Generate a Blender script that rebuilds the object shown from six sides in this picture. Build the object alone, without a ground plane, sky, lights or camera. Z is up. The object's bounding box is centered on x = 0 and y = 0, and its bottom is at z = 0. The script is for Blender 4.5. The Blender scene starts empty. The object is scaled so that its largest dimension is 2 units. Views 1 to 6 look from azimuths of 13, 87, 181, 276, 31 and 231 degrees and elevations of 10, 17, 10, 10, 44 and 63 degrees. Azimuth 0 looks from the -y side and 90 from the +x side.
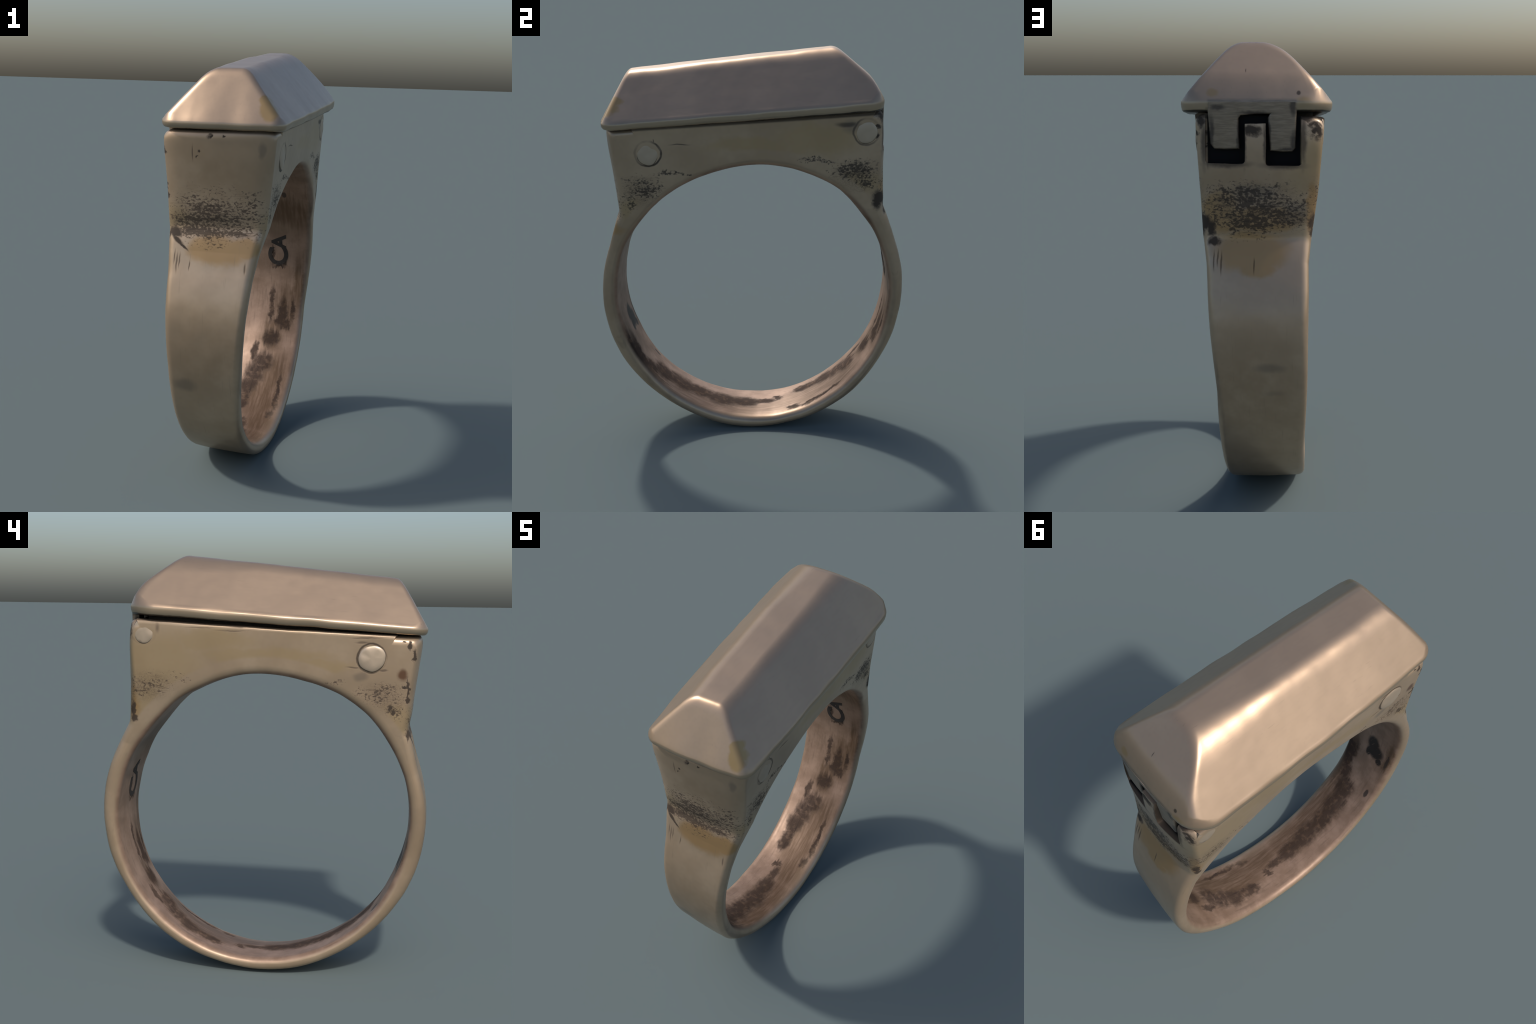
# Antique hinged locket ring: a tapered silver band carrying a box bezel that is
# closed by a hipped, roof-shaped lid with a two-leaf hinge at the back.
import bpy, bmesh, math
import numpy as np
from mathutils import Vector, noise

CY, CZ = 0.0, 0.775            # centre of the finger hole (y, z)

# ----------------------------------------------------------------- profiles
# finger hole and outside of the ring, as (y, z) control points in the x = 0 plane
HOLE = [(0, .064), (-.111, .073), (-.219, .101), (-.321, .146), (-.414, .205), (-.498, .277),
        (-.567, .363), (-.617, .461), (-.656, .562), (-.683, .667), (-.692, .775), (-.684, .883),
        (-.660, .989), (-.617, 1.089), (-.559, 1.181), (-.491, 1.266), (-.406, 1.334), (-.312, 1.387),
        (-.211, 1.423), (-.107, 1.448), (0, 1.460), (.108, 1.454), (.212, 1.428), (.311, 1.385),
        (.407, 1.335), (.484, 1.259), (.551, 1.176), (.615, 1.088), (.661, .990), (.687, .884),
        (.701, .775), (.693, .665), (.670, .557), (.631, .454), (.573, .359), (.501, .274),
        (.417, .201), (.322, .143), (.220, .098), (.111, .071)]
BAND = [(.642, 1.228), (.656, 1.192), (.696, 1.107), (.733, 1.017), (.759, .923), (.770, .827), (.770, .729), (.755, .634),
        (.731, .540), (.692, .452), (.642, .370), (.584, .294), (.519, .224), (.446, .163), (.366, .112),
        (.280, .069), (.190, .039), (.096, .018), (0, .008), (-.103, .014), (-.203, .037), (-.298, .074),
        (-.387, .122), (-.471, .180), (-.548, .246), (-.615, .323), (-.672, .408), (-.716, .501),
        (-.747, .598), (-.764, .700), (-.766, .802), (-.753, .904), (-.730, 1.003), (-.703, 1.103),
        (-.672, 1.200), (-.664, 1.228)]
BOX = [(-.664, 1.228), (-.687, 1.420), (-.714, 1.642), (.630, 1.708), (.640, 1.590),
       (.638, 1.420), (.642, 1.228)]


def polar(pts):
    p = np.array(pts, float)
    return np.arctan2(p[:, 0] - CY, p[:, 1] - CZ), np.hypot(p[:, 0] - CY, p[:, 1] - CZ)


def smooth_closed(phi_k, r_k, phi):
    """periodic Catmull-Rom style (cubic Hermite) interpolation of r over the angle"""
    o = np.argsort(phi_k)
    a, r = phi_k[o], r_k[o]
    n = len(a)
    a = np.concatenate([a[-2:] - 2 * np.pi, a, a[:2] + 2 * np.pi])
    r = np.concatenate([r[-2:], r, r[:2]])
    m = np.gradient(r, a)
    i = np.clip(np.searchsorted(a, phi) - 1, 0, len(a) - 2)
    h = a[i + 1] - a[i]
    t = (phi - a[i]) / h
    return ((2*t**3 - 3*t**2 + 1) * r[i] + (t**3 - 2*t**2 + t) * h * m[i]
            + (-2*t**3 + 3*t**2) * r[i + 1] + (t**3 - t**2) * h * m[i + 1])


def gauss_ring(v, sigma):
    k = np.arange(-int(4 * sigma) - 1, int(4 * sigma) + 2)
    w = np.exp(-.5 * (k / sigma) ** 2)
    w /= w.sum()
    return sum(wi * np.roll(v, ki) for wi, ki in zip(w, k))


NPHI = 1320
PHI = np.linspace(-np.pi, np.pi, NPHI, endpoint=False)
pk, rk = polar(HOLE)
R_IN = gauss_ring(smooth_closed(pk, rk, PHI), 10) - .007 * np.clip(-np.cos(PHI) * 1.4, 0, 1)


def ray_to_polyline(phi, pts):
    best = np.full(len(phi), np.nan)
    d = np.stack([np.sin(phi), np.cos(phi)], 1)
    for a, b in zip(pts[:-1], pts[1:]):
        a = np.array(a) - (CY, CZ)
        e = np.array(b) - (CY, CZ) - a
        den = d[:, 0] * e[1] - d[:, 1] * e[0]
        t = (a[0] * e[1] - a[1] * e[0]) / den
        s = (a[0] * d[:, 1] - a[1] * d[:, 0]) / den
        ok = (t > 0) & (s >= -1e-9) & (s <= 1 + 1e-9)
        best[ok] = t[ok]
    return best


pk, rk = polar(BAND)
r_band = np.interp(PHI, np.sort(np.concatenate([pk, pk + 2 * np.pi, pk - 2 * np.pi])),
                   np.concatenate([rk, rk, rk])[np.argsort(np.concatenate([pk, pk + 2 * np.pi, pk - 2 * np.pi]))])
r_band = gauss_ring(r_band, 14)
r_box = ray_to_polyline(PHI, BOX)
R_OUT = np.where(np.isnan(r_box), r_band, r_box)
R_OUT = gauss_ring(R_OUT, 3.2) + .010 * np.exp(-((PHI - 2.45) / .3) ** 2) - .006 * np.exp(-((PHI + 1.20) / .12) ** 2)

# edges of the band seen from the front: left (-x) and right (+x), over the height,
# once for the front half and once for the hinge half
EDGE_Z = [0, .30, .60, .85, 1.00, 1.12, 1.23, 1.40, 1.66, 1.80]
RIGHT_FRONT = [.095, .108, .137, .152, .168, .186, .210, .226, .253, .265]
RIGHT_BACK = [.154, .152, .158, .180, .192, .198, .214, .222, .238, .245]
LEFT_FRONT = [-.215, -.207, -.205, -.218, -.218, -.224, -.232, -.238, -.254, -.258]
LEFT_BACK = [-.200, -.200, -.208, -.213, -.214, -.214, -.226, -.248, -.271, -.277]


def edge_x(side, y, z):
    f, b = (RIGHT_FRONT, RIGHT_BACK) if side > 0 else (LEFT_FRONT, LEFT_BACK)
    w = np.clip(.5 + y / 1.3, 0, 1)
    bulge = side * .008 * np.clip((z - 1.25) / .2, 0, 1) * (1 - (y / .72) ** 2)
    return (1 - w) * np.interp(z, EDGE_Z, f) + w * np.interp(z, EDGE_Z, b) + bulge


def skew(x, y, z):
    """the hoop stands a little askew under the box, and the box's end walls are
    slightly cushioned; returns the shift along y and z"""
    low = np.clip((1.27 - z) / .25, 0, 1)
    box = np.clip((z - 1.12) / .16, 0, 1)
    back = np.clip((y - .35) / .25, 0, 1) * box
    front = np.clip((-y - .45) / .22, 0, 1) * box
    crown = max(0.0, 1 - (x / .23) ** 2)
    dy = low * (-.008 - .075 * x) + back * (-.013 - .030 * x + .024 * crown) + front * (.003 - .020 * crown)
    foot = np.clip((.75 - z) / .5, 0, 1)
    dz = -.05 * foot * (x + .05) - .002 * foot
    dz += np.clip((z - 1.55) / .08, 0, 1) * (.004 + .010 * np.clip(x / .2, -.4, 1))
    return dy, dz


def wobble(p, scale, amp):
    return amp * noise.noise(Vector(p) * scale)


# ----------------------------------------------------------------- scene helpers
def new_object(name, me, parent=None):
    ob = bpy.data.objects.new(name, me)
    bpy.context.scene.collection.objects.link(ob)
    if parent:
        ob.parent = parent
    return ob


def mesh_from(name, verts, faces):
    me = bpy.data.meshes.new(name)
    me.from_pydata([tuple(v) for v in verts], [], faces)
    me.update()
    return me


def smooth_by_angle(me, deg):
    bm = bmesh.new()
    bm.from_mesh(me)
    lim = math.radians(deg)
    for e in bm.edges:
        e.smooth = not (len(e.link_faces) == 2 and e.calc_face_angle(0) > lim)
    for f in bm.faces:
        f.smooth = True
    bm.to_mesh(me)
    bm.free()


def dish(phi):
    """how far the middle of the finger side lies outside (+) or inside (-) its rims"""
    return -.006 + .015 * math.exp(-((phi - 1.15) / .15) ** 2) - .008 * math.exp(-((phi - 2.2) / .4) ** 2)


# ----------------------------------------------------------------- band + box body
def build_body():
    N_FLAT, N_ARC, N_SIDE = 16, 6, 22
    verts = []
    rows = None
    for k in range(NPHI):
        phi = PHI[k]
        ri, ro = R_IN[k], R_OUT[k]
        sy, sz = math.sin(phi), math.cos(phi)
        head = np.clip((ro - ri - .10) / .12, 0, 1)
        ci = .040 * (1 - head) + .040 * head            # rounding at the finger hole
        co = .034 * (1 - head) + .044 * head            # rounding outside
        top = np.clip((CZ + ro * sz - 1.58) / .03, 0, 1) * (abs(CY + ro * sy) < .60)
        co = co * (1 - top) + .014 * top
        depth = ro - ri
        ci_t, co_t = min(ci, depth * .46), min(co, depth * .46)
        # vertical corners of the box are softer across x than the band's edges
        co_x = .032 + (.034 if sy < 0 else .030) * head * (1 - top) * np.clip((abs(CY + ro * sy) - .45) / .15, 0, 1)
        ci_x = .036

        def xs(side, r):
            return float(edge_x(side, CY + r * sy, CZ + r * sz))
        ring = []
        inner = lambda x, lift=0: ring.append((x, ri + lift))
        xr, xl = xs(1, ri + ci_t), xs(-1, ri + ci_t)
        for i in range(N_FLAT):                            # finger side, from -x to +x
            t = i / N_FLAT
            x = (xl + ci_x) * (1 - t) + (xr - ci_x) * t
            ring.append((x, ri + dish(phi) * math.sin(math.pi * t)))
        for i in range(N_ARC):
            a = i / N_ARC * math.pi / 2
            ring.append((xr - ci_x + ci_x * math.sin(a), ri + ci_t * (1 - math.cos(a))))
        for i in range(N_SIDE):                            # +x flank
            t = i / N_SIDE
            r = ri + ci_t + (depth - ci_t - co_t) * t
            ring.append((xs(1, r), r))
        xr, xl = xs(1, ro - co_t), xs(-1, ro - co_t)
        for i in range(N_ARC):
            a = i / N_ARC * math.pi / 2
            ring.append((xr - co_x * (1 - math.cos(a)), ro - co_t * (1 - math.sin(a))))
        for i in range(N_FLAT):                            # outside, from +x to -x
            t = i / N_FLAT
            x = (xr - co_x) * (1 - t) + (xl + co_x) * t
            ring.append((x, ro + .004 * math.sin(math.pi * t) * (1 - head)))
        for i in range(N_ARC):
            a = i / N_ARC * math.pi / 2
            ring.append((xl + co_x - co_x * math.sin(a), ro - co_t * (1 - math.cos(a))))
        for i in range(N_SIDE):                            # -x flank
            t = i / N_SIDE
            r = ro - co_t - (depth - ci_t - co_t) * t
            ring.append((xs(-1, r), r))
        xl = xs(-1, ri + ci_t)
        for i in range(N_ARC):
            a = i / N_ARC * math.pi / 2
            ring.append((xl + ci_x * (1 - math.cos(a)), ri + ci_t * (1 - math.sin(a))))
        rows = len(ring)
        for x, r in ring:
            p = (x, CY + r * sy, CZ + r * sz)
            w = wobble(p, 4.0, .0030) + wobble(p, 14.0, .0012)   # hand-worked surface
            q = (x + wobble((p[1], p[2], p[0] * .3 + 9), 4.0, .002) + .3 * w, CY + (r + w) * sy, CZ + (r + w) * sz)
            d = skew(*q)
            verts.append((q[0], q[1] + d[0], q[2] + d[1]))
    faces = []
    for k in range(NPHI):
        a, b = k * rows, ((k + 1) % NPHI) * rows
        for j in range(rows):
            j2 = (j + 1) % rows
            faces.append((a + j, a + j2, b + j2, b + j))
    me = mesh_from("ring_body", verts, faces)
    bm = bmesh.new()
    bm.from_mesh(me)
    bmesh.ops.recalc_face_normals(bm, faces=bm.faces)
    bm.to_mesh(me)
    bm.free()
    return me


def prism(name, x0, x1, y0, y1, z0, z1, bevel=0.0, seg=3, axis_y_only=True):
    bm = bmesh.new()
    bmesh.ops.create_cube(bm, size=1)
    for v in bm.verts:
        v.co = Vector(((x0 + x1) / 2 + v.co.x * (x1 - x0), (y0 + y1) / 2 + v.co.y * (y1 - y0),
                       (z0 + z1) / 2 + v.co.z * (z1 - z0)))
    if bevel:
        ed = [e for e in bm.edges if not axis_y_only or abs((e.verts[0].co - e.verts[1].co).y) > 1e-4]
        bmesh.ops.bevel(bm, geom=ed, offset=bevel, segments=seg, affect='EDGES', profile=.5)
    me = bpy.data.meshes.new(name)
    bm.to_mesh(me)
    bm.free()
    return me


def roughen(me, scale, amp, cuts=0):
    bm = bmesh.new()
    bm.from_mesh(me)
    if cuts:
        bmesh.ops.subdivide_edges(bm, edges=bm.edges[:], cuts=cuts, use_grid_fill=True)
    for v in bm.verts:
        n = noise.noise_vector(v.co * scale)
        v.co += n * amp
    bm.to_mesh(me)
    bm.free()


def boolean(ob, cutter, op):
    before = len(ob.data.polygons)
    for solver in ('MANIFOLD', 'EXACT', 'FAST'):
        m = ob.modifiers.new("cut", 'BOOLEAN')
        m.object = cutter
        m.operation = op
        m.solver = solver
        dg = bpy.context.evaluated_depsgraph_get()
        me = bpy.data.meshes.new_from_object(ob.evaluated_get(dg))
        ob.modifiers.clear()
        print("boolean", solver, before, len(me.polygons))
        if len(me.polygons) > .8 * before and len(me.polygons) != before:
            ob.data = me
            break
    bpy.data.objects.remove(cutter)


# ----------------------------------------------------------------- lid
def rim_z(y):
    return 1.725 + .0665 * (y + .055)


LID_X0, LID_X1, LID_Y0, LID_Y1 = -.300, .300, -.748, .642      # nominal rectangle
LEFT_EDGE = [(-.748, -.256), (-.40, -.283), (0, -.298), (.40, -.306), (.642, -.306)]
RIGHT_EDGE = [(-.748, .284), (-.40, .297), (0, .304), (.40, .307), (.642, .300)]


def lid_warp(x, y):
    """the lid is not a true rectangle: it widens towards the hinge and its ends are bowed"""
    a = np.interp(y, *zip(*LEFT_EDGE))
    b = np.interp(y, *zip(*RIGHT_EDGE))
    u = (x - LID_X0) / (LID_X1 - LID_X0)
    t = (y - LID_Y0) / (LID_Y1 - LID_Y0)
    y2 = y + (1 - t) * (.008 * u + .016 * abs(2 * u - 1) ** 2.5) - t * (.020 * abs(2 * u - 1) ** 2.2 + .012 * u)
    return float(a + (b - a) * u), float(y2)


def smin(vals, k):
    s = vals[0]
    for v, kk in zip(vals[1:], k):
        h = max(0.0, 1 - abs(s - v) / kk)
        s = min(s, v) - h * h * kk * .25
    return s


def roof(x, y):
    """height of the lid's roof: four slopes under a sloping flat, melted together"""
    rz = rim_z(y)
    top = 1.964 + .0985 * y + .002 * noise.noise(Vector((x * 4, y * 8, 7)))
    rise = (top - rz + .012)
    px = rz + rise / .212 * (LID_X1 - .003 - x)
    nx = rz + rise / .222 * (x - LID_X0 - .003)
    fr = rz + 1.65 * (y - LID_Y0 - .002)
    bk = rz + .040 + .88 * (.650 - y)
    lowbk = rz + 2.0 * (LID_Y1 - .002 - y)
    soft = .045 * float(np.clip((y - .05) / .35, 0, 1))
    return smin([top, px, nx, fr, bk, lowbk], [.036 + .4 * soft, .046 + soft, .034, .026, .040])


def lid_outline(n_side_x, n_side_y, n_c, inset, rc):
    """rounded rectangle, counter-clockwise; corner radius differs a little per corner"""
    x0, x1, y0, y1 = LID_X0 + inset, LID_X1 - inset, LID_Y0 + inset, LID_Y1 - inset
    out = []
    cs = [(x1, y0, -90, rc[0]), (x1, y1, 0, rc[1]), (x0, y1, 90, rc[2]), (x0, y0, 180, rc[3])]
    for i, (cx, cy, a0, r) in enumerate(cs):
        ox = cx - r if cx == x1 else cx + r
        oy = cy - r if cy == y1 else cy + r
        for j in range(n_c + 1):
            a = math.radians(a0 + 90 * j / n_c)
            out.append((ox + r * math.cos(a), oy + r * math.sin(a)))
        nx_, ny_, na, nr = cs[(i + 1) % 4]
        ex = nx_ - nr if nx_ == x1 else nx_ + nr
        ey = ny_ - nr if ny_ == y1 else ny_ + nr
        a = math.radians(na)
        e = (ex + nr * math.cos(a), ey + nr * math.sin(a))
        n = n_side_y if i % 2 == 0 else n_side_x
        s = out[-1]
        for j in range(1, n):
            t = j / n
            out.append((s[0] * (1 - t) + e[0] * t, s[1] * (1 - t) + e[1] * t))
    return out


def build_lid():
    RC = (.060, .080, .110, .070)
    base = lid_outline(60, 150, 8, 0, RC)
    n = len(base)
    loops = []

    def bowed(p, fade=1.0):
        # the long and short edges are not quite straight
        x, y = lid_warp(*p)
        x += fade * .004 * noise.noise(Vector((0, y * 7, 3 + (x > 0))))
        y += fade * .005 * noise.noise(Vector((x * 9, 5 + (y > 0), 0)))
        return x, y
    def rim(p):
        t = (p[1] - LID_Y0) / (LID_Y1 - LID_Y0)
        return .034 + .011 * t + .005 * np.clip(p[0] / .3, 0, 1) * t
    # underside -> rolled rim -> roof
    for inset, share, add in ((.14, -1, .004), (.05, -1, 0), (.020, -1, 0), (.010, -1, .003), (.0045, -1, .009),
                      (.0012, -.55, 0), (.0, -.30, 0), (.0006, -.10, 0), (.0025, 0, .0008)):
        lp = []
        o = lid_outline(60, 150, 8, inset, [max(r - inset * .5, .01) for r in RC])
        for p in o:
            x, y = bowed(p)
            z = rim_z(p[1]) + share * rim(p) + add + .0042 * noise.noise(Vector((x * 7, y * 7, 2)))
            lp.append((x, y, z))
        loops.append(lp)
    steps = 46
    for i in range(1, steps + 1):
        t = i / steps
        inset = .006 + (.278) * t
        o = lid_outline(60, 150, 8, inset, [max(r - inset * .62, .004) for r in RC])
        lp = []
        for p in o:
            x, y = bowed(p, (1 - t) ** 4)
            z = roof(*p)
            z += wobble((x, y, z), 5, .0018) + wobble((x, y, z), 20, .0006)
            lp.append((x, y, z))
        loops.append(lp)
    verts = [v for lp in loops for v in lp]
    faces = []
    for k in range(len(loops) - 1):
        a, b = k * n, (k + 1) * n
        for j in range(n):
            j2 = (j + 1) % n
            faces.append((a + j, a + j2, b + j2, b + j))
    faces.append(tuple(range(n - 1, -1, -1)))
    last = (len(loops) - 1) * n
    faces.append(tuple(last + j for j in range(n)))
    me = mesh_from("lid", verts, faces)
    bm = bmesh.new()
    bm.from_mesh(me)
    bmesh.ops.triangulate(bm, faces=[f for f in bm.faces if len(f.verts) > 4])
    bmesh.ops.recalc_face_normals(bm, faces=bm.faces)
    bm.to_mesh(me)
    bm.free()
    return me


def hinge_leaf():
    """plate under the lid's back slope that ends in two knuckle leaves"""
    # outline in (x, z), seen from the back
    out = [(.180, 1.600), (.186, 1.690), (.190, 1.764), (.10, 1.764), (0, 1.764), (-.09, 1.764), (-.165, 1.764),
           (-.163, 1.700), (-.160, 1.585), (-.148, 1.571), (-.110, 1.569), (-.058, 1.573), (-.053, 1.640), (-.050, 1.704),
           (-.058, 1.718), (.000, 1.717), (.058, 1.712), (.066, 1.700), (.064, 1.640), (.062, 1.580), (.118, 1.577), (.164, 1.579)]
    bm = bmesh.new()
    y0 = .602

    def wall(x):
        return lid_warp(x, LID_Y1)[1] + .005 * noise.noise(Vector((x * 9, 6, 0))) + .0012
    back = [bm.verts.new((x, wall(x) - .02 * (1.764 - z), z)) for x, z in out]
    front = [bm.verts.new((x, y0, z)) for x, z in out]
    n = len(out)
    bm.faces.new(back)
    bm.faces.new(front[::-1])
    for i in range(n):
        j = (i + 1) % n
        bm.faces.new((back[i], front[i], front[j], back[j]))
    bmesh.ops.recalc_face_normals(bm, faces=bm.faces)
    ed = [e for e in bm.edges if all(v.co.y > .612 for v in e.verts) and not all(v.co.z > 1.76 for v in e.verts)]
    bmesh.ops.bevel(bm, geom=ed, offset=.009, segments=4, affect='EDGES', profile=.5)
    me = bpy.data.meshes.new("hinge_leaf")
    bm.to_mesh(me)
    bm.free()
    return me


# ----------------------------------------------------------------- rivets
def rivet_mesh(name, rx, rz, dome, seed, flat_top=0.0):
    """hammered pin head: domed button (local z outwards)"""
    prof = [(0, 1.0), (.25, .985), (.5, .93), (.7, .82), (.84, .62), (.93, .34), (.985, .0), (1.0, -.9), (1.0, -2.0)]
    seg = 56
    verts, faces = [(0, 0, dome)], []
    for u, h in prof[1:]:
        for s in range(seg):
            a = 2 * math.pi * s / seg
            k = 1 + .12 * noise.noise(Vector((math.cos(a) * 1.1 + seed, math.sin(a) * 1.1, seed * 2.3)))
            x, y = rx * u * k * math.cos(a), rz * u * k * math.sin(a)
            if flat_top and y > rz * flat_top:
                y = rz * flat_top + (y - rz * flat_top) * .15
            verts.append((x, y, dome * h + .002 * (u < .9) * noise.noise(Vector((x * 30, y * 30, seed)))))
    for s in range(seg):
        faces.append((0, 1 + s, 1 + (s + 1) % seg))
    for r in range(len(prof) - 2):
        a, b = 1 + r * seg, 1 + (r + 1) * seg
        for s in range(seg):
            s2 = (s + 1) % seg
            faces.append((a + s, b + s, b + s2, a + s2))
    me = mesh_from(name, verts, faces)
    smooth_by_angle(me, 50)
    return me


# ----------------------------------------------------------------- hallmark
def wrap_inside(me, phi0, x0, lift, size_s=1.0):
    """bend a flat mesh (local x = along the ring, y = across) on to the finger hole"""
    for v in me.vertices:
        phi = phi0 + v.co.x
        r = np.interp(phi, PHI, R_IN) - lift - v.co.z
        x = x0 + v.co.y
        p = (x, r * math.sin(phi), CZ + r * math.cos(phi))
        w = wobble(p, 4.0, .0030) + wobble(p, 14.0, .0012)
        r += w + dish(phi) * math.sin(math.pi * (.5 + x / .36))
        q = (x, CY + r * math.sin(phi), CZ + r * math.cos(phi))
        d = skew(*q)
        v.co = Vector((x, q[1] + d[0], q[2] + d[1]))


def hallmark_letter(ch, size, name):
    cu = bpy.data.curves.new(name, 'FONT')
    cu.body = ch
    cu.size = size
    cu.align_x, cu.align_y = 'CENTER', 'CENTER'
    cu.extrude = .0012
    cu.offset = .0045
    cu.resolution_u = 8
    ob = bpy.data.objects.new(name, cu)
    bpy.context.scene.collection.objects.link(ob)
    dg = bpy.context.evaluated_depsgraph_get()
    me = bpy.data.meshes.new_from_object(ob.evaluated_get(dg))
    bpy.data.objects.remove(ob)
    bm = bmesh.new()
    bm.from_mesh(me)
    bmesh.ops.triangulate(bm, faces=bm.faces)
    bmesh.ops.subdivide_edges(bm, edges=[e for e in bm.edges if e.calc_length() > .012], cuts=2)
    bmesh.ops.triangulate(bm, faces=bm.faces)
    bm.to_mesh(me)
    bm.free()
    me.name = name
    return me


# ----------------------------------------------------------------- node helpers
class Graph:
    def __init__(self, name):
        self.mat = bpy.data.materials.new(name)
        self.mat.use_nodes = True
        self.t = self.mat.node_tree
        self.t.nodes.clear()
        self.out = self.t.nodes.new('ShaderNodeOutputMaterial')
        self.bsdf = self.t.nodes.new('ShaderNodeBsdfPrincipled')
        self.t.links.new(self.bsdf.outputs[0], self.out.inputs[0])
        self.P = self.t.nodes.new('ShaderNodeTexCoord').outputs['Object']

    def put(self, sock, v):
        if isinstance(v, bpy.types.NodeSocket):
            self.t.links.new(v, sock)
        elif isinstance(v, (tuple, list)) and len(v) == 3 and sock.type == 'RGBA':
            sock.default_value = (*v, 1)
        else:
            sock.default_value = v

    def m(self, op, a, b=None, c=None, clamp=False):
        n = self.t.nodes.new('ShaderNodeMath')
        n.operation = op
        n.use_clamp = clamp
        for i, v in enumerate((a, b, c)):
            if v is not None:
                self.put(n.inputs[i], v)
        return n.outputs[0]

    def v(self, op, a, b=None, scale=None):
        n = self.t.nodes.new('ShaderNodeVectorMath')
        n.operation = op
        self.put(n.inputs[0], a)
        if b is not None:
            self.put(n.inputs[1], b)
        if scale is not None:
            self.put(n.inputs['Scale'], scale)
        return n.outputs['Value'] if op in ('LENGTH', 'DOT_PRODUCT', 'DISTANCE') else n.outputs['Vector']

    def xyz(self, vec):
        n = self.t.nodes.new('ShaderNodeSeparateXYZ')
        self.put(n.inputs[0], vec)
        return n.outputs[0], n.outputs[1], n.outputs[2]

    def join(self, x, y, z):
        n = self.t.nodes.new('ShaderNodeCombineXYZ')
        for i, v in enumerate((x, y, z)):
            self.put(n.inputs[i], v)
        return n.outputs[0]

    def noise(self, vec, scale, detail=3.0, rough=.55, color=False):
        n = self.t.nodes.new('ShaderNodeTexNoise')
        self.put(n.inputs['Vector'], vec)
        n.inputs['Scale'].default_value = scale
        n.inputs['Detail'].default_value = detail
        n.inputs['Roughness'].default_value = rough
        return n.outputs['Color'] if color else n.outputs['Fac']

    def step(self, v, lo, hi, a=0.0, b=1.0):
        n = self.t.nodes.new('ShaderNodeMapRange')
        n.interpolation_type = 'SMOOTHSTEP'
        self.put(n.inputs['Value'], v)
        n.inputs['From Min'].default_value = lo
        n.inputs['From Max'].default_value = hi
        n.inputs['To Min'].default_value = a
        n.inputs['To Max'].default_value = b
        return n.outputs['Result']

    def mix(self, f, a, b):
        n = self.t.nodes.new('ShaderNodeMix')
        n.data_type = 'RGBA'
        self.put(n.inputs['Factor'], f)
        self.put(n.inputs[6], a)
        self.put(n.inputs[7], b)
        return n.outputs[2]

    def warp(self, vec, scale, amp, detail=3.0):
        c = self.noise(vec, scale, detail, .6, color=True)
        return self.v('ADD', vec, self.v('SCALE', self.v('SUBTRACT', c, (.5, .5, .5)), scale=amp))

    def blob(self, vec, c, r):
        """0 at the middle of an ellipsoid, 1 on its surface"""
        d = self.v('SUBTRACT', vec, c)
        return self.v('LENGTH', self.v('MULTIPLY', d, tuple(1 / k for k in r)))

    def blobs(self, vec, items, soft=.25):
        """union mask of several ellipsoids (centre, radii)"""
        d = None
        for c, r in items:
            b = self.blob(vec, c, r)
            d = b if d is None else self.m('MINIMUM', d, b)
        return self.step(d, 1 + soft, 1 - soft)

    def many(self, *ms):
        o = ms[0]
        for k in ms[1:]:
            o = self.m('MAXIMUM', o, k)
        return o


SILVER = (.500, .372, .256)
SILVER_PINK = (.445, .322, .222)
OCHRE = (.37, .245, .105)
STRAW = (.375, .280, .150)
GRIME_AND_GAP = (.043, .033, .027)
BROWN = (.20, .125, .075)
COPPER = (.44, .285, .205)
METAL = .55


def finish(g, col, rough, bump_h, metal, strength=.35, dist=.004, spec=None):
    g.put(g.bsdf.inputs['Base Color'], col)
    g.put(g.bsdf.inputs['Roughness'], rough)
    g.put(g.bsdf.inputs['Metallic'], metal)
    if spec is not None:
        g.put(g.bsdf.inputs['Specular IOR Level'], spec)
    b = g.t.nodes.new('ShaderNodeBump')
    b.inputs['Strength'].default_value = strength
    b.inputs['Distance'].default_value = dist
    g.put(b.inputs['Height'], bump_h)
    g.t.links.new(b.outputs[0], g.bsdf.inputs['Normal'])
    return g.mat


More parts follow.
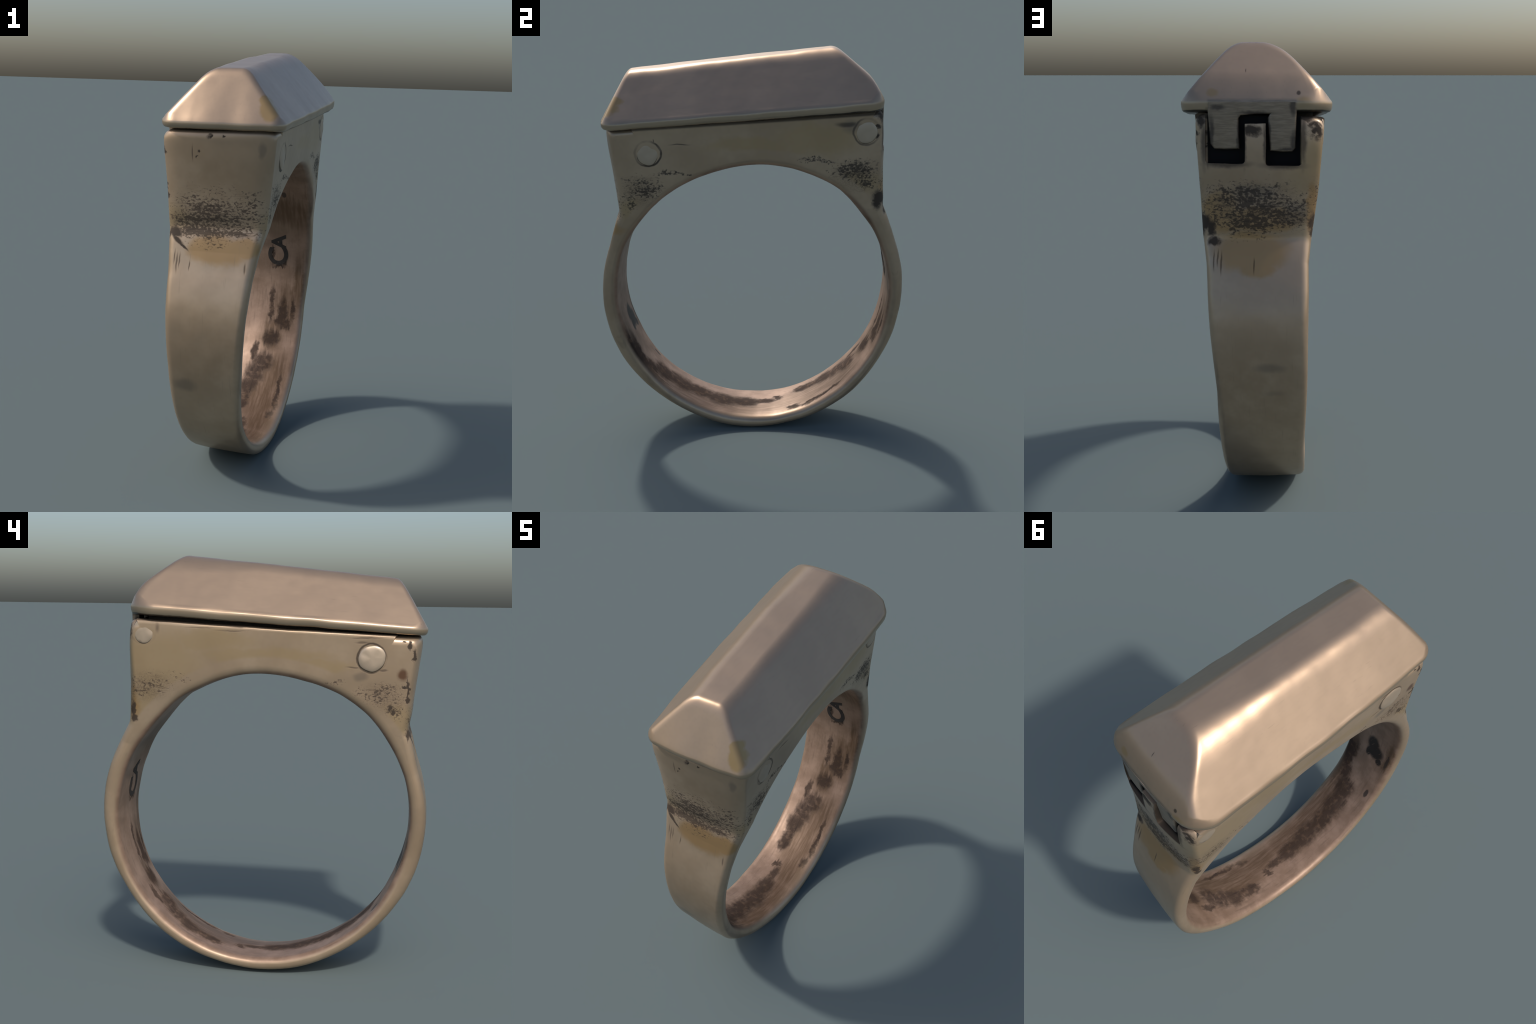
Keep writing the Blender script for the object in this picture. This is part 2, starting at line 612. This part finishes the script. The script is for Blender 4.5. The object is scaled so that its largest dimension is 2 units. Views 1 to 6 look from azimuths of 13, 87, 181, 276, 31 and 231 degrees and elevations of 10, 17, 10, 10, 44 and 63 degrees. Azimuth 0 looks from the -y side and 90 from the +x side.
def body_material():
    g = Graph("worn_silver")
    P = g.P
    x, y, z = g.xyz(P)
    dz = g.m('SUBTRACT', z, CZ)
    rad = g.m('SQRT', g.m('ADD', g.m('MULTIPLY', y, y), g.m('MULTIPLY', dz, dz)))
    phi = g.m('ARCTAN2', y, dz)
    psi = g.m('ARCTAN2', g.m('MULTIPLY', y, -1.0), g.m('MULTIPLY', dz, -1.0))     # 0 at the foot of the ring
    # ---------------- outside colour
    soft = g.noise(P, 3.2, 4, .55)
    fine = g.noise(P, 38, 4, .6)
    col = g.mix(g.step(soft, .38, .66), (.430, .312, .208), SILVER)
    col = g.mix(g.m('MULTIPLY', g.step(fine, .4, .7), .16), col, (.36, .28, .20))
    Pw = g.warp(P, 6, .11, 4)
    Pf = g.warp(g.warp(P, 14, .03, 2), 45, .035, 4)
    on_box = g.step(rad, .755, .775)                      # keeps the tint off the hoop under the box
    straw = g.blobs(Pw, [((-.24, .52, 1.52), (.16, .22, .13)), ((-.24, .25, 1.61), (.14, .20, .055)),
                         ((-.24, .02, 1.545), (.12, .30, .035)), ((-.24, -.25, 1.500), (.12, .16, .03)),
                         ((-.24, -.62, 1.26), (.12, .08, .075)), ((-.24, .56, 1.30), (.14, .08, .13)),
                         ((.23, .30, 1.585), (.12, .20, .075)), ((.23, -.02, 1.56), (.12, .20, .04)),
                         ((.23, .46, 1.36), (.12, .16, .06)), ((.23, -.60, 1.24), (.12, .07, .06))], .45)
    col = g.mix(g.m('MULTIPLY', straw, g.m('MULTIPLY', on_box, .60)), col, (.430, .305, .160))
    ochre = g.blobs(g.warp(P, 7, .09, 4), [((0, -.72, 1.130), (.125, .10, .068)), ((.12, -.70, 1.155), (.07, .1, .04)),
                        ((.02, .68, 1.180), (.150, .12, .085)), ((0, .70, 1.11), (.07, .1, .04)),
                        ((.14, .66, 1.34), (.08, .08, .09)), ((0, .66, 1.30), (.20, .08, .045)),
                        ((-.225, .64, 1.34), (.03, .06, .10))], .26)
    col = g.mix(g.m('MULTIPLY', ochre, .88), col, (.400, .245, .108))
    # broad warm tarnish on the end walls and along the hoop, broken by noise
    tan = g.blobs(g.warp(P, 4, .16, 4), [((0, -.70, 1.44), (.22, .10, .17)), ((0, .66, 1.42), (.22, .10, .10)), ((0, -.76, .66), (.24, .12, .20)),
                       ((0, .74, .62), (.24, .14, .22)), ((0, .45, .22), (.24, .16, .14)), ((0, -.50, .26), (.24, .16, .16))], .8)
    col = g.mix(g.m('MULTIPLY', tan, g.step(g.noise(P, 9, 5, .6), .36, .64, .22, .68)), col, (.345, .242, .152))
    hair = g.noise(g.v('MULTIPLY', g.join(x, g.m('MULTIPLY', psi, .74), 0.0), (130, 7, 1)), 1.0, 3, .55)
    hair = g.m('MULTIPLY', g.step(hair, .60, .74), g.step(z, 1.20, 1.08))
    col = g.mix(g.m('MULTIPLY', hair, .30), col, (.26, .195, .135))
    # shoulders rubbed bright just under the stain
    # ---------------- pitted, blackened metal at the four lower corners of the box
    Ps = g.v('MULTIPLY', P, (1.0, 1.0, 1.5))
    pn = g.noise(g.warp(Ps, 40, .014, 2), 76, 2.0, .5)
    pn2 = g.noise(Ps, 130, 2, .5)
    clump = g.noise(g.v('MULTIPLY', P, (1.0, 1.0, 1.7)), 24, 3, .55)
    pn = g.m('ADD', g.m('ADD', g.m('MULTIPLY', pn, .62), g.m('MULTIPLY', pn2, .14)), g.m('MULTIPLY', clump, .24))
    smear = g.noise(g.v('MULTIPLY', g.warp(P, 5, .03, 2), (11, 11, 95)), 1.0, 3, .6)
    band = g.step(g.noise(g.v('MULTIPLY', P, (5, 5, 34)), 1.0, 3, .6), .30, .75)

    def density(items, vec=Pw):
        d = None
        for c, r, w in items:
            k = g.m('MULTIPLY', g.step(g.blob(vec, c, r), 1.35, .1), w)
            d = k if d is None else g.m('MAXIMUM', d, k)
        return d
    dens = density([((0, -.68, 1.27), (.30, .06, .155), .84), ((-.10, -.68, 1.235), (.20, .06, .08), 1.0), ((-.09, -.68, 1.203), (.19, .08, .040), 1.15), ((.05, -.68, 1.205), (.16, .08, .035), 1.1),
                    ((.15, -.69, 1.345), (.10, .06, .07), .66), ((-.10, -.69, 1.335), (.14, .06, .05), .74),
                    ((0, .65, 1.345), (.34, .08, .125), .92), ((.05, .65, 1.40), (.24, .08, .05), .86), ((0, .65, 1.292), (.30, .08, .05), .96),
                    ((.23, .48, 1.430), (.06, .14, .065), .92), ((.23, .53, 1.365), (.06, .07, .05), .98),
                    ((.23, .30, 1.485), (.06, .12, .02), .85),
                    ((.23, -.535, 1.365), (.06, .11, .075), .88), ((.23, -.615, 1.28), (.06, .05, .07), .80), ((.23, -.40, 1.432), (.06, .12, .014), .85),
                    ((-.24, .54, 1.405), (.06, .14, .075), .70), ((-.24, .40, 1.455), (.06, .08, .03), .70),
                    ((-.24, -.53, 1.375), (.06, .14, .06), .72), ((-.24, -.33, 1.430), (.06, .07, .02), .72),
                    ((-.24, -.60, 1.30), (.06, .05, .06), .80)])
    dens = g.m('MULTIPLY', dens, g.m('ADD', .72, g.m('MULTIPLY', band, .36)))
    pits = g.step(g.m('ADD', pn, g.m('MULTIPLY', dens, .25)), .590, .735)
    pits = g.m('MULTIPLY', pits, g.step(dens, .05, .30))
    smears = g.m('MULTIPLY', g.step(g.m('ADD', smear, g.m('MULTIPLY', g.m('MINIMUM', dens, .8), .16)), .62, .80), g.step(dens, .10, .60, 0, .60))
    ground = g.blobs(g.warp(P, 10, .09, 4), [((0, .65, 1.345), (.19, .07, .085)), ((-.04, -.68, 1.25), (.18, .07, .055)), ((.23, .50, 1.40), (.05, .10, .06)),
                         ((.23, -.56, 1.34), (.05, .07, .06)), ((-.24, -.56, 1.36), (.05, .08, .06)), ((-.24, .54, 1.40), (.05, .10, .06))], .7)
    ground = g.m('MULTIPLY', ground, g.step(pn2, .35, .70, .25, .75))
    # ---------------- solid grime
    solid = g.blobs(Pf, [((-.19, -.68, 1.190), (.035, .08, .018)),
                         
                         ((.180, .64, 1.262), (.022, .07, .034)), ((.168, .66, 1.212), (.028, .05, .020)), ((.205, .62, 1.29), (.03, .05, .03)),
                         ((.225, .600, 1.278), (.05, .022, .050)), ((-.24, .617, 1.285), (.05, .014, .045)),
                         ((-.235, .612, 1.245), (.05, .014, .02)),
                         ((-.24, -.663, 1.195), (.06, .012, .036)), ((-.24, -.656, 1.400), (.05, .0065, .055)),
                         ((-.24, -.640, 1.413), (.05, .016, .008)), ((-.24, -.656, 1.350), (.05, .012, .016)),
                         ((-.24, -.655, 1.600), (.05, .010, .022)), ((-.24, -.678, 1.560), (.05, .008, .028)), ((-.24, -.675, 1.545), (.05, .012, .008)),
                         ((-.24, -.632, 1.620), (.05, .010, .006)),
                         ((-.24, -.575, 1.312), (.06, .010, .020)), ((-.24, -.592, 1.295), (.06, .010, .016)),
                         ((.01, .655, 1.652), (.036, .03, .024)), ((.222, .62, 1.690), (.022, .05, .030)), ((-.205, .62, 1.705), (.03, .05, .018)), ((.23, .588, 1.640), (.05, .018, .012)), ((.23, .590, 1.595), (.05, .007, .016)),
                         ((-.24, .625, 1.655), (.05, .01, .035)),
                         ((-.03, -.70, 1.616), (.009, .05, .013)), ((-.081, -.70, 1.552), (.009, .05, .009)), ((-.088, -.70, 1.530), (.005, .05, .006)),
                         ((.03, -.70, 1.622), (.006, .05, .006))], .38)
    # incised rings round the pins
    rings = None
    Pr = g.warp(P, 18, .012, 2)
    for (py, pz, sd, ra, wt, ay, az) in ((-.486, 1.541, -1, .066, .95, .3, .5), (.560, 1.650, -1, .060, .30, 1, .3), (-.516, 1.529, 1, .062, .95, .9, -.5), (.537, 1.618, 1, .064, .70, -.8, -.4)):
        d = g.v('LENGTH', g.v('MULTIPLY', g.v('SUBTRACT', Pr, (0, py, pz)), (0, 1, 1)))
        k = g.m('MULTIPLY', g.step(g.m('ABSOLUTE', g.m('SUBTRACT', d, ra)), .0075, .002), g.step(g.m('MULTIPLY', x, float(sd)), .15, .18))
        lean = g.v('DOT_PRODUCT', g.v('SUBTRACT', P, (0, py, pz)), (0, ay, az))
        k = g.m('MULTIPLY', k, g.step(lean, -.045, .03, .35 * wt, wt))
        rings = k if rings is None else g.m('MAXIMUM', rings, k)
    rings = g.m('MULTIPLY', rings, g.step(g.noise(P, 11, 2), .34, .50, .35, 1.0))
    # one deep slanting gouge on the front shoulder
    gv = g.v('SUBTRACT', g.warp(P, 30, .010, 2), (-.170, -.70, 1.152))
    gouge = g.blobs(g.join(g.v('DOT_PRODUCT', gv, (.785, 0, -.62)), g.v('DOT_PRODUCT', gv, (0, 1, 0)), g.v('DOT_PRODUCT', gv, (.62, 0, .785))),
                    [((-.012, 0, .002), (.034, .06, .010)), ((.020, 0, 0), (.036, .06, .005))], .4)
    # thin scratches and seams
    Pl = g.warp(P, 12, .014, 2)
    lines = g.blobs(Pl, [((-.11, -.70, 1.546), (.0035, .05, .034)), ((-.172, -.72, 1.065), (.0035, .06, .040)),
                         ((-.160, -.72, 1.075), (.003, .06, .030)), ((-.114, -.72, 1.055), (.003, .06, .020)), ((-.185, -.72, 1.09), (.003, .06, .03)),
                         ((.137, -.72, 1.060), (.004, .06, .022)), ((.136, .69, 1.130), (.0035, .08, .040)), ((.150, .69, 1.15), (.003, .08, .03)),
                         ((.004, .69, 1.120), (.0030, .08, .028)), ((.165, .69, 1.14), (.003, .08, .035)),
                         ((-.24, .29, 1.668), (.05, .075, .0035)), ((-.24, .15, 1.655), (.05, .080, .0035)), ((-.24, .12, 1.672), (.05, .04, .004)),
                         ((-.24, -.46, 1.632), (.05, .070, .004)), ((-.24, -.44, 1.612), (.05, .030, .006)),
                         ((-.24, -.405, 1.498), (.05, .030, .004)), ((-.24, -.54, 1.488), (.05, .02, .006)),
                         ((.23, -.36, 1.570), (.05, .045, .003)), ((.23, -.485, 1.592), (.05, .003, .010)),
                         ((-.24, .495, 1.665), (.05, .012, .028)), ((.23, .440, 1.655), (.05, .05, .012))], .5)
    smudge = g.blobs(g.warp(P, 14, .03, 3), [((.193, -.70, 1.566), (.014, .06, .032)), ((-.24, -.438, 1.457), (.05, .030, .020)),
                         ((-.165, .65, 1.320), (.055, .06, .045)), ((.23, .46, 1.645), (.05, .04, .03)), ((-.086, .66, .608), (.060, .10, .016)), ((-.097, .58, .478), (.055, .10, .022)), ((-.022, .52, .386), (.055, .10, .018)), ((-.06, .74, .72), (.06, .1, .02)),
                         ((-.12, -.70, .52), (.05, .10, .03)), ((.0, .665, 1.415), (.10, .03, .03))], .5)
    rust = g.blobs(g.warp(P, 20, .03, 3), [((-.24, -.625, 1.467), (.05, .022, .024))], .5)
    # ---------------- hinge recess: everything inside is coloured almost black
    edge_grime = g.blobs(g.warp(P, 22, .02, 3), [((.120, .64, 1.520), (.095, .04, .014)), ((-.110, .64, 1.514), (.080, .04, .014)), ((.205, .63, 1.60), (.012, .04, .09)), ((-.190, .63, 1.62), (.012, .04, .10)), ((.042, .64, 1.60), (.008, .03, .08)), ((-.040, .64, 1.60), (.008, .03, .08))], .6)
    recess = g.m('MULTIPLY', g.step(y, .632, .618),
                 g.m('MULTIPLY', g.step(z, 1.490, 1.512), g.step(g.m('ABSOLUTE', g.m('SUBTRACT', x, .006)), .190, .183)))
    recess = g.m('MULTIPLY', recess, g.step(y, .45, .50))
    gap_shade = g.step(g.m('SUBTRACT', z, g.m('ADD', 1.677, g.m('MULTIPLY', y, .0487))), -.014, -.003)   # shade of the gap under the lid, put into the colour
    gap_shade = g.m('MULTIPLY', gap_shade, g.step(g.noise(P, 16, 3), .12, .32))
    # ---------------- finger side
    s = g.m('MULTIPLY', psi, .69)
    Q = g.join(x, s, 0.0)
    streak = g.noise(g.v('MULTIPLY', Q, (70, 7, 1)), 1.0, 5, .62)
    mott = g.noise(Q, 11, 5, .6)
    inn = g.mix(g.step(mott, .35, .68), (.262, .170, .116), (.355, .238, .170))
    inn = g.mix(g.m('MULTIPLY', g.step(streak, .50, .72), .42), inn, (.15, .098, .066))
    Qw = g.warp(g.warp(Q, 17, .050, 3), 60, .016, 2)
    Qs = g.v('ADD', Qw, g.join(0.0, g.m('MULTIPLY', g.m('SUBTRACT', streak, .5), .10), 0.0))
    K = .69
    def A(items):
        return [((cx, (p - math.copysign(math.pi, p)) * K, 0), (rx * 1.12, rs * 1.08, 1)) for cx, p, rx, rs in items]
    stains = A([(-.036, 1.415, .010, .060), (.000, 1.505, .040, .009), (.040, 1.47, .009, .02), (-.026, 1.830, .013, .095), (.040, 1.90, .026, .085), (.060, 1.99, .028, .035), (.020, 1.97, .02, .02),
                (.100, 1.88, .012, .06), (-.010, 2.12, .040, .045), (-.09, 2.25, .018, .05),
                (-.035, 2.335, .052, .060), (-.070, 2.45, .050, .07), (-.085, 2.55, .048, .07), (-.092, 2.70, .030, .09), (-.100, 2.79, .026, .035),
                (.082, 2.60, .010, .10), (.088, 2.73, .012, .05), (.075, 2.86, .018, .03),
                (-.066, 2.965, .020, .022), (-.045, 3.09, .022, .06), (-.040, -3.04, .045, .08), (-.035, -2.87, .055, .08),
                (-.045, -2.70, .050, .08), (-.035, -2.53, .060, .09), (-.02, -2.36, .060, .07), (.08, -2.24, .022, .12),
                (.065, -2.10, .035, .12), (.03, -2.24, .03, .05), (.100, -2.05, .018, .12)])
    stain = g.blobs(Qs, stains, .42)
    halo = g.blobs(Qs, A([(.04, 2.45, .07, .13), (.00, 2.72, .085, .15), (.03, 2.98, .075, .12), (.02, -2.98, .09, .14), (.02, -2.70, .09, .13),
                          (.04, -2.45, .075, .15), (.09, -2.10, .06, .20), (.06, 1.86, .06, .12), (-.01, 2.10, .06, .10), (.12, 1.65, .025, .14),
                          (-.165, -1.80, .020, .12), (.05, 1.02, .14, .13)]), .5)
    inn = g.mix(g.m('MULTIPLY', halo, g.step(streak, .30, .62, .5, 1.0)), inn, (.138, .083, .047))
    inn = g.mix(g.m('MULTIPLY', g.m('MULTIPLY', stain, g.step(g.noise(Q, 26, 4, .6), .30, .52, .62, 1.0)), g.step(streak, .28, .55, .95, .80)), inn, (.030, .021, .018))
    cart = g.blobs(g.warp(Q, 40, .012, 2), A([(-.045, -1.80, .036, .045), (-.075, -1.86, .050, .045), (-.118, -1.925, .018, .022), (-.035, -1.90, .018, .03)]), .28)
    scratch = g.step(g.noise(g.v('MULTIPLY', g.join(g.m('ADD', x, g.m('MULTIPLY', s, .5)), s, 0.0), (160, 14, 1)), 1.0, 2, .5), .60, .68)
    inn = g.mix(g.m('MULTIPLY', cart, g.m('SUBTRACT', 1.0, g.m('MULTIPLY', scratch, .45))), inn, (.030, .022, .019))
    dark_in = g.blobs(g.warp(Q, 50, .012, 2), A([(-.148, -2.25, .010, .024), (.055, .80, .012, .02), (-.165, -1.86, .008, .05)]), .25)
    inn = g.mix(g.m('MULTIPLY', dark_in, .9), inn, (.05, .036, .03))
    # finger hole radius as a short Fourier series over the angle
    series = [np.mean(R_IN)] + [2 * np.mean(R_IN * f(n_ * PHI)) for n_ in (1, 2, 3) for f in (np.cos, np.sin)]
    fit = g.m('ADD', float(series[0]), 0.0)
    for q, amp in enumerate(series[1:]):
        ang = g.m('MULTIPLY', phi, float(q // 2 + 1))
        fit = g.m('ADD', fit, g.m('MULTIPLY', g.m('COSINE' if q % 2 == 0 else 'SINE', ang), float(amp)))
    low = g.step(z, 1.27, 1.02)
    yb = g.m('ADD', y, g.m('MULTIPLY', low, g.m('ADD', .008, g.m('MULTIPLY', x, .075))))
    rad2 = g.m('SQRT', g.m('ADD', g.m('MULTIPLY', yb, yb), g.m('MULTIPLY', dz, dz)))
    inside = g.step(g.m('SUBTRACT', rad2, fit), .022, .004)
    # ---------------- compose
    dark = g.many(rings, gouge, g.m('MULTIPLY', edge_grime, .8), g.m('MULTIPLY', smears, .6), g.m('MULTIPLY', pits, .88), solid, g.m('MULTIPLY', lines, .75), g.m('MULTIPLY', gap_shade, .85))
    col = g.mix(g.m('MULTIPLY', ground, .68), col, (.14, .096, .060))
    col = g.mix(g.m('MULTIPLY', smears, .95), col, (.085, .058, .040))
    col = g.mix(g.m('MULTIPLY', smudge, .45), col, (.15, .125, .105))
    col = g.mix(g.m('MULTIPLY', rust, .85), col, (.13, .055, .028))
    col = g.mix(g.m('MULTIPLY', dark, .94), col, GRIME_AND_GAP)
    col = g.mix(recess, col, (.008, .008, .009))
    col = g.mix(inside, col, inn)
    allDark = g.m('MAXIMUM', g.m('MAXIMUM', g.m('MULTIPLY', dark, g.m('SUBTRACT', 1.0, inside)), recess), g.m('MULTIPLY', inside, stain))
    rough = g.m('ADD', g.m('ADD', g.m('ADD', .28, g.m('MULTIPLY', inside, .16)), g.m('MULTIPLY', fine, .10)), g.m('MULTIPLY', allDark, .25))
    metal = g.m('MULTIPLY', g.m('SUBTRACT', METAL, g.m('MULTIPLY', inside, .20)), g.m('SUBTRACT', 1.0, g.m('MULTIPLY', allDark, .92)))
    h = g.m('SUBTRACT', g.m('MULTIPLY', fine, .10), g.m('MULTIPLY', g.m('MULTIPLY', dark, g.m('SUBTRACT', 1.0, inside)), .28))
    h = g.m('SUBTRACT', h, g.m('MULTIPLY', g.m('MULTIPLY', streak, inside), .25))
    spec = g.m('SUBTRACT', .5, g.m('MULTIPLY', allDark, .40))
    return finish(g, col, rough, h, metal, spec=spec)


def lid_material():
    g = Graph("polished_silver")
    P = g.P
    x, y, z = g.xyz(P)
    soft = g.noise(P, 4, 4, .55)
    grain = g.noise(g.v('MULTIPLY', P, (60, 14, 60)), 1.0, 4, .6)
    speck = g.noise(P, 55, 3, .6)
    col = g.mix(g.step(soft, .36, .66), (.415, .300, .208), SILVER_PINK)
    col = g.mix(g.m('MULTIPLY', g.step(grain, .42, .70), .16), col, (.36, .262, .19))
    col = g.mix(g.m('MULTIPLY', g.step(speck, .55, .75), .10), col, (.30, .22, .17))
    och = g.blobs(g.warp(P, 12, .05, 3), [((.215, -.690, 1.728), (.040, .055, .050)), ((.196, -.665, 1.765), (.026, .05, .03))], .22)
    och2 = g.blobs(g.warp(P, 12, .03, 2), [((.172, .61, 1.800), (.022, .05, .016)), ((-.19, .62, 1.765), (.03, .05, .02))], .4)
    col = g.mix(g.m('MULTIPLY', g.m('MAXIMUM', och, g.m('MULTIPLY', och2, .7)), .72), col, (.36, .235, .085))
    dots = g.blobs(g.warp(P, 30, .008, 2), [((-.172, .63, 1.800), (.008, .05, .008)), ((.040, .52, 1.885), (.0025, .05, .010)),
                                            ((.19, .64, 1.735), (.01, .03, .01))], .4)
    col = g.mix(g.m('MULTIPLY', dots, .8), col, GRIME_AND_GAP)
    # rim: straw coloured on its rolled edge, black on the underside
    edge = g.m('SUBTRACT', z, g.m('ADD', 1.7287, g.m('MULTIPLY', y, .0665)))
    roll = g.m('MULTIPLY', g.step(edge, .006, -.010), .6)
    col = g.mix(roll, col, (.385, .310, .215))
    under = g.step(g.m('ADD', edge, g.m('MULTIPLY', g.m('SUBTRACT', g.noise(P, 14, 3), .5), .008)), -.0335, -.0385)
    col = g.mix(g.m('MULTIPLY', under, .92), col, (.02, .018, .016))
    plate = g.m('MULTIPLY', g.step(y, .600, .615), g.step(g.m('ABSOLUTE', g.m('SUBTRACT', x, .012)), .182, .170))
    plate = g.m('MULTIPLY', plate, g.step(edge, .012, -.002))
    filed = g.noise(g.v('MULTIPLY', P, (16, 16, 120)), 1.0, 4, .6)
    col = g.mix(plate, col, g.mix(g.step(filed, .35, .7), (.250, .195, .142), (.345, .270, .198)))
    scratch = g.step(g.noise(g.v('MULTIPLY', g.warp(P, 3, .05, 2), (150, 9, 70)), 1.0, 2, .5), .66, .74)
    wear = g.noise(P, 6, 3, .6)
    col = g.mix(g.m('MULTIPLY', scratch, g.step(wear, .45, .65, 0, .28)), col, (.25, .185, .135))
    rough = g.m('ADD', .28, g.m('MULTIPLY', speck, .08))
    h = g.m('ADD', g.m('MULTIPLY', grain, .10), g.m('MULTIPLY', speck, .06))
    return finish(g, col, rough, h, .66, .15)


def leaf_material():
    g = Graph("filed_silver")
    P = g.P
    x, y, z = g.xyz(P)
    grain = g.noise(g.v('MULTIPLY', P, (16, 16, 120)), 1.0, 4, .6)
    col = g.mix(g.step(grain, .35, .7), (.250, .195, .142), (.345, .270, .198))
    dirt = g.blobs(g.warp(P, 16, .03, 3), [((.150, .64, 1.745), (.030, .05, .011)), ((-.150, .64, 1.745), (.012, .05, .035)),
                                           ((-.155, .64, 1.60), (.012, .05, .05)), ((-.125, .64, 1.582), (.035, .05, .006)), ((.175, .64, 1.64), (.010, .05, .07)), ((.066, .64, 1.64), (.007, .05, .07)), ((-.055, .64, 1.64), (.007, .05, .07)), ((.12, .64, 1.580), (.05, .05, .006)), ((0, .64, 1.722), (.06, .05, .008))], .6)
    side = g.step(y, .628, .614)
    col = g.mix(g.m('MULTIPLY', dirt, .8), col, (.06, .048, .042))
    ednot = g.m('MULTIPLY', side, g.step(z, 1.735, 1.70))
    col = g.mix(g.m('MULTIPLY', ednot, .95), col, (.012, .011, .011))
    h = g.m('MULTIPLY', grain, .3)
    return finish(g, col, .45, h, METAL)


def black_material():
    g = Graph("black_gap_and_mark")  # near black: stands in for shade on the gap filler, also colours the letters
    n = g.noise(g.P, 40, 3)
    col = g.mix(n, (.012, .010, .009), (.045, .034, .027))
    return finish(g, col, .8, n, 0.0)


def rivet_material(dark):
    g = Graph("rivet_silver")
    P = g.P
    x, y, z = g.xyz(P)
    soft = g.noise(P, 30, 3)
    col = g.mix(soft, (.45, .355, .262), (.52, .415, .310))
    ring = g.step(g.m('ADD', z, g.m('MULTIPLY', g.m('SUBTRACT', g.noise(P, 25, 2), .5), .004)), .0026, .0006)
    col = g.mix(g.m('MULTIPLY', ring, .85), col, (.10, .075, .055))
    rough = g.m('ADD', .34, g.m('MULTIPLY', soft, .1))
    return finish(g, col, rough, g.m('MULTIPLY', soft, .2), METAL)


# ================================================================= assembly
root = bpy.data.objects.new("locket_ring", None)
bpy.context.scene.collection.objects.link(root)
root["label"] = "worn silver ring with hinged roof-shaped locket lid"
root["category"] = "ring"

M_BODY, M_LID, M_LEAF, M_BLACK, M_RIVET = body_material(), lid_material(), leaf_material(), black_material(), rivet_material(True)

body = new_object("ring_body", build_body())
# hinge recesses beside the middle knuckle, and the notch above it
cuts = [prism("cut", .040, .199, .598, .80, 1.522, 1.95, .012),
        prism("cut", -.183, -.042, .598, .80, 1.514, 1.95, .012),
        prism("cut", -.06, .06, .600, .80, 1.680, 1.95, .004)]
for me in cuts:
    roughen(me, 30, .003, 5)
    boolean(body, new_object("cut", me), 'DIFFERENCE')
smooth_by_angle(body.data, 42)

# one smooth body, cut by region into shank and bezel with shared normals
src = body.data
nrm = np.zeros(len(src.loops) * 3, np.float32)
src.corner_normals.foreach_get("vector", nrm)
nrm = nrm.reshape(-1, 3)
co = np.zeros(len(src.vertices) * 3, np.float32)
src.vertices.foreach_get("co", co)
co = co.reshape(-1, 3)


def in_bezel(c):
    r = math.hypot(c[0][1], c[0][2] - CZ)
    phi = math.atan2(c[0][1], c[0][2] - CZ)
    return c[0][2] > 1.20 and r > np.interp(phi, PHI, R_IN) + .052


groups = {"shank": [], "bezel": []}
for p in src.polygons:
    groups["bezel" if in_bezel([p.center]) else "shank"].append(p)
for name, polys in groups.items():
    remap, verts, faces, normals = {}, [], [], []
    for p in polys:
        f = []
        for li in p.loop_indices:
            vi = src.loops[li].vertex_index
            if vi not in remap:
                remap[vi] = len(verts)
                verts.append(co[vi])
            f.append(remap[vi])
            normals.append(tuple(float(q) for q in nrm[li]))
        faces.append(f)
    me = mesh_from(name, verts, faces)
    for p in me.polygons:
        p.use_smooth = True
    me.normals_split_custom_set(normals)
    me.materials.append(M_BODY)
    new_object(name, me, root)
bpy.data.objects.remove(body)

lid_me = build_lid()
smooth_by_angle(lid_me, 60)
lid_me.materials.append(M_LID)
lid = new_object("lid", lid_me, root)

leaf_me = hinge_leaf()
roughen(leaf_me, 20, .0012, 0)
smooth_by_angle(leaf_me, 40)
leaf_me.materials.append(M_LEAF)
new_object("hinge", leaf_me, lid)

# added filler strip, no real part: keeps the lid gap dark all round
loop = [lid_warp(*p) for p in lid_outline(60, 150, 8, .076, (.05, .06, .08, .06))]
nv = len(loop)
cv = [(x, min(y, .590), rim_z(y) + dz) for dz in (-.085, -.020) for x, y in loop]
filler_me = mesh_from("gap_filler", cv, [(k, (k + 1) % nv, nv + (k + 1) % nv, nv + k) for k in range(nv)])
smooth_by_angle(filler_me, 40)
filler_me.materials.append(M_BLACK)
new_object("gap_filler", filler_me, lid)

# pins through the box: y, z, side, radii, dome, flattened top
PINS = [(-.486, 1.541, -1, .062, .062, .007, 0), (.560, 1.650, -1, .050, .058, .005, .8),
        (-.516, 1.529, 1, .052, .060, .006, 0), (.537, 1.618, 1, .054, .062, .006, .75)]
for i, (py, pz, side, ry, rz, dome, flat) in enumerate(PINS):
    me = rivet_mesh("rivet", ry, rz, dome, 3.7 * i + 1, flat)
    me.materials.append(M_RIVET)
    ob = new_object("rivet", me, root)
    ob.rotation_euler = (math.pi / 2, 0, side * math.pi / 2)
    ob.location = (float(edge_x(side, py, pz)) + ((.002, -.004, -.003, -.003)[i]) * side, py, pz)

# maker's letters stamped inside the band
for ch, phi0, size, x0 in (("C", 1.425, .155, .004), ("A", 1.300, .112, .006)):
    me = hallmark_letter(ch, size, "hallmark")
    # reading direction climbs towards the box; letter tops point to -x
    for v in me.vertices:
        u, w = v.co.x, v.co.y
        v.co.x, v.co.y = -u / .69, -w
    wrap_inside(me, phi0, x0, .0003)
    me.materials.append(M_BLACK)
    new_object("hallmark", me, root)
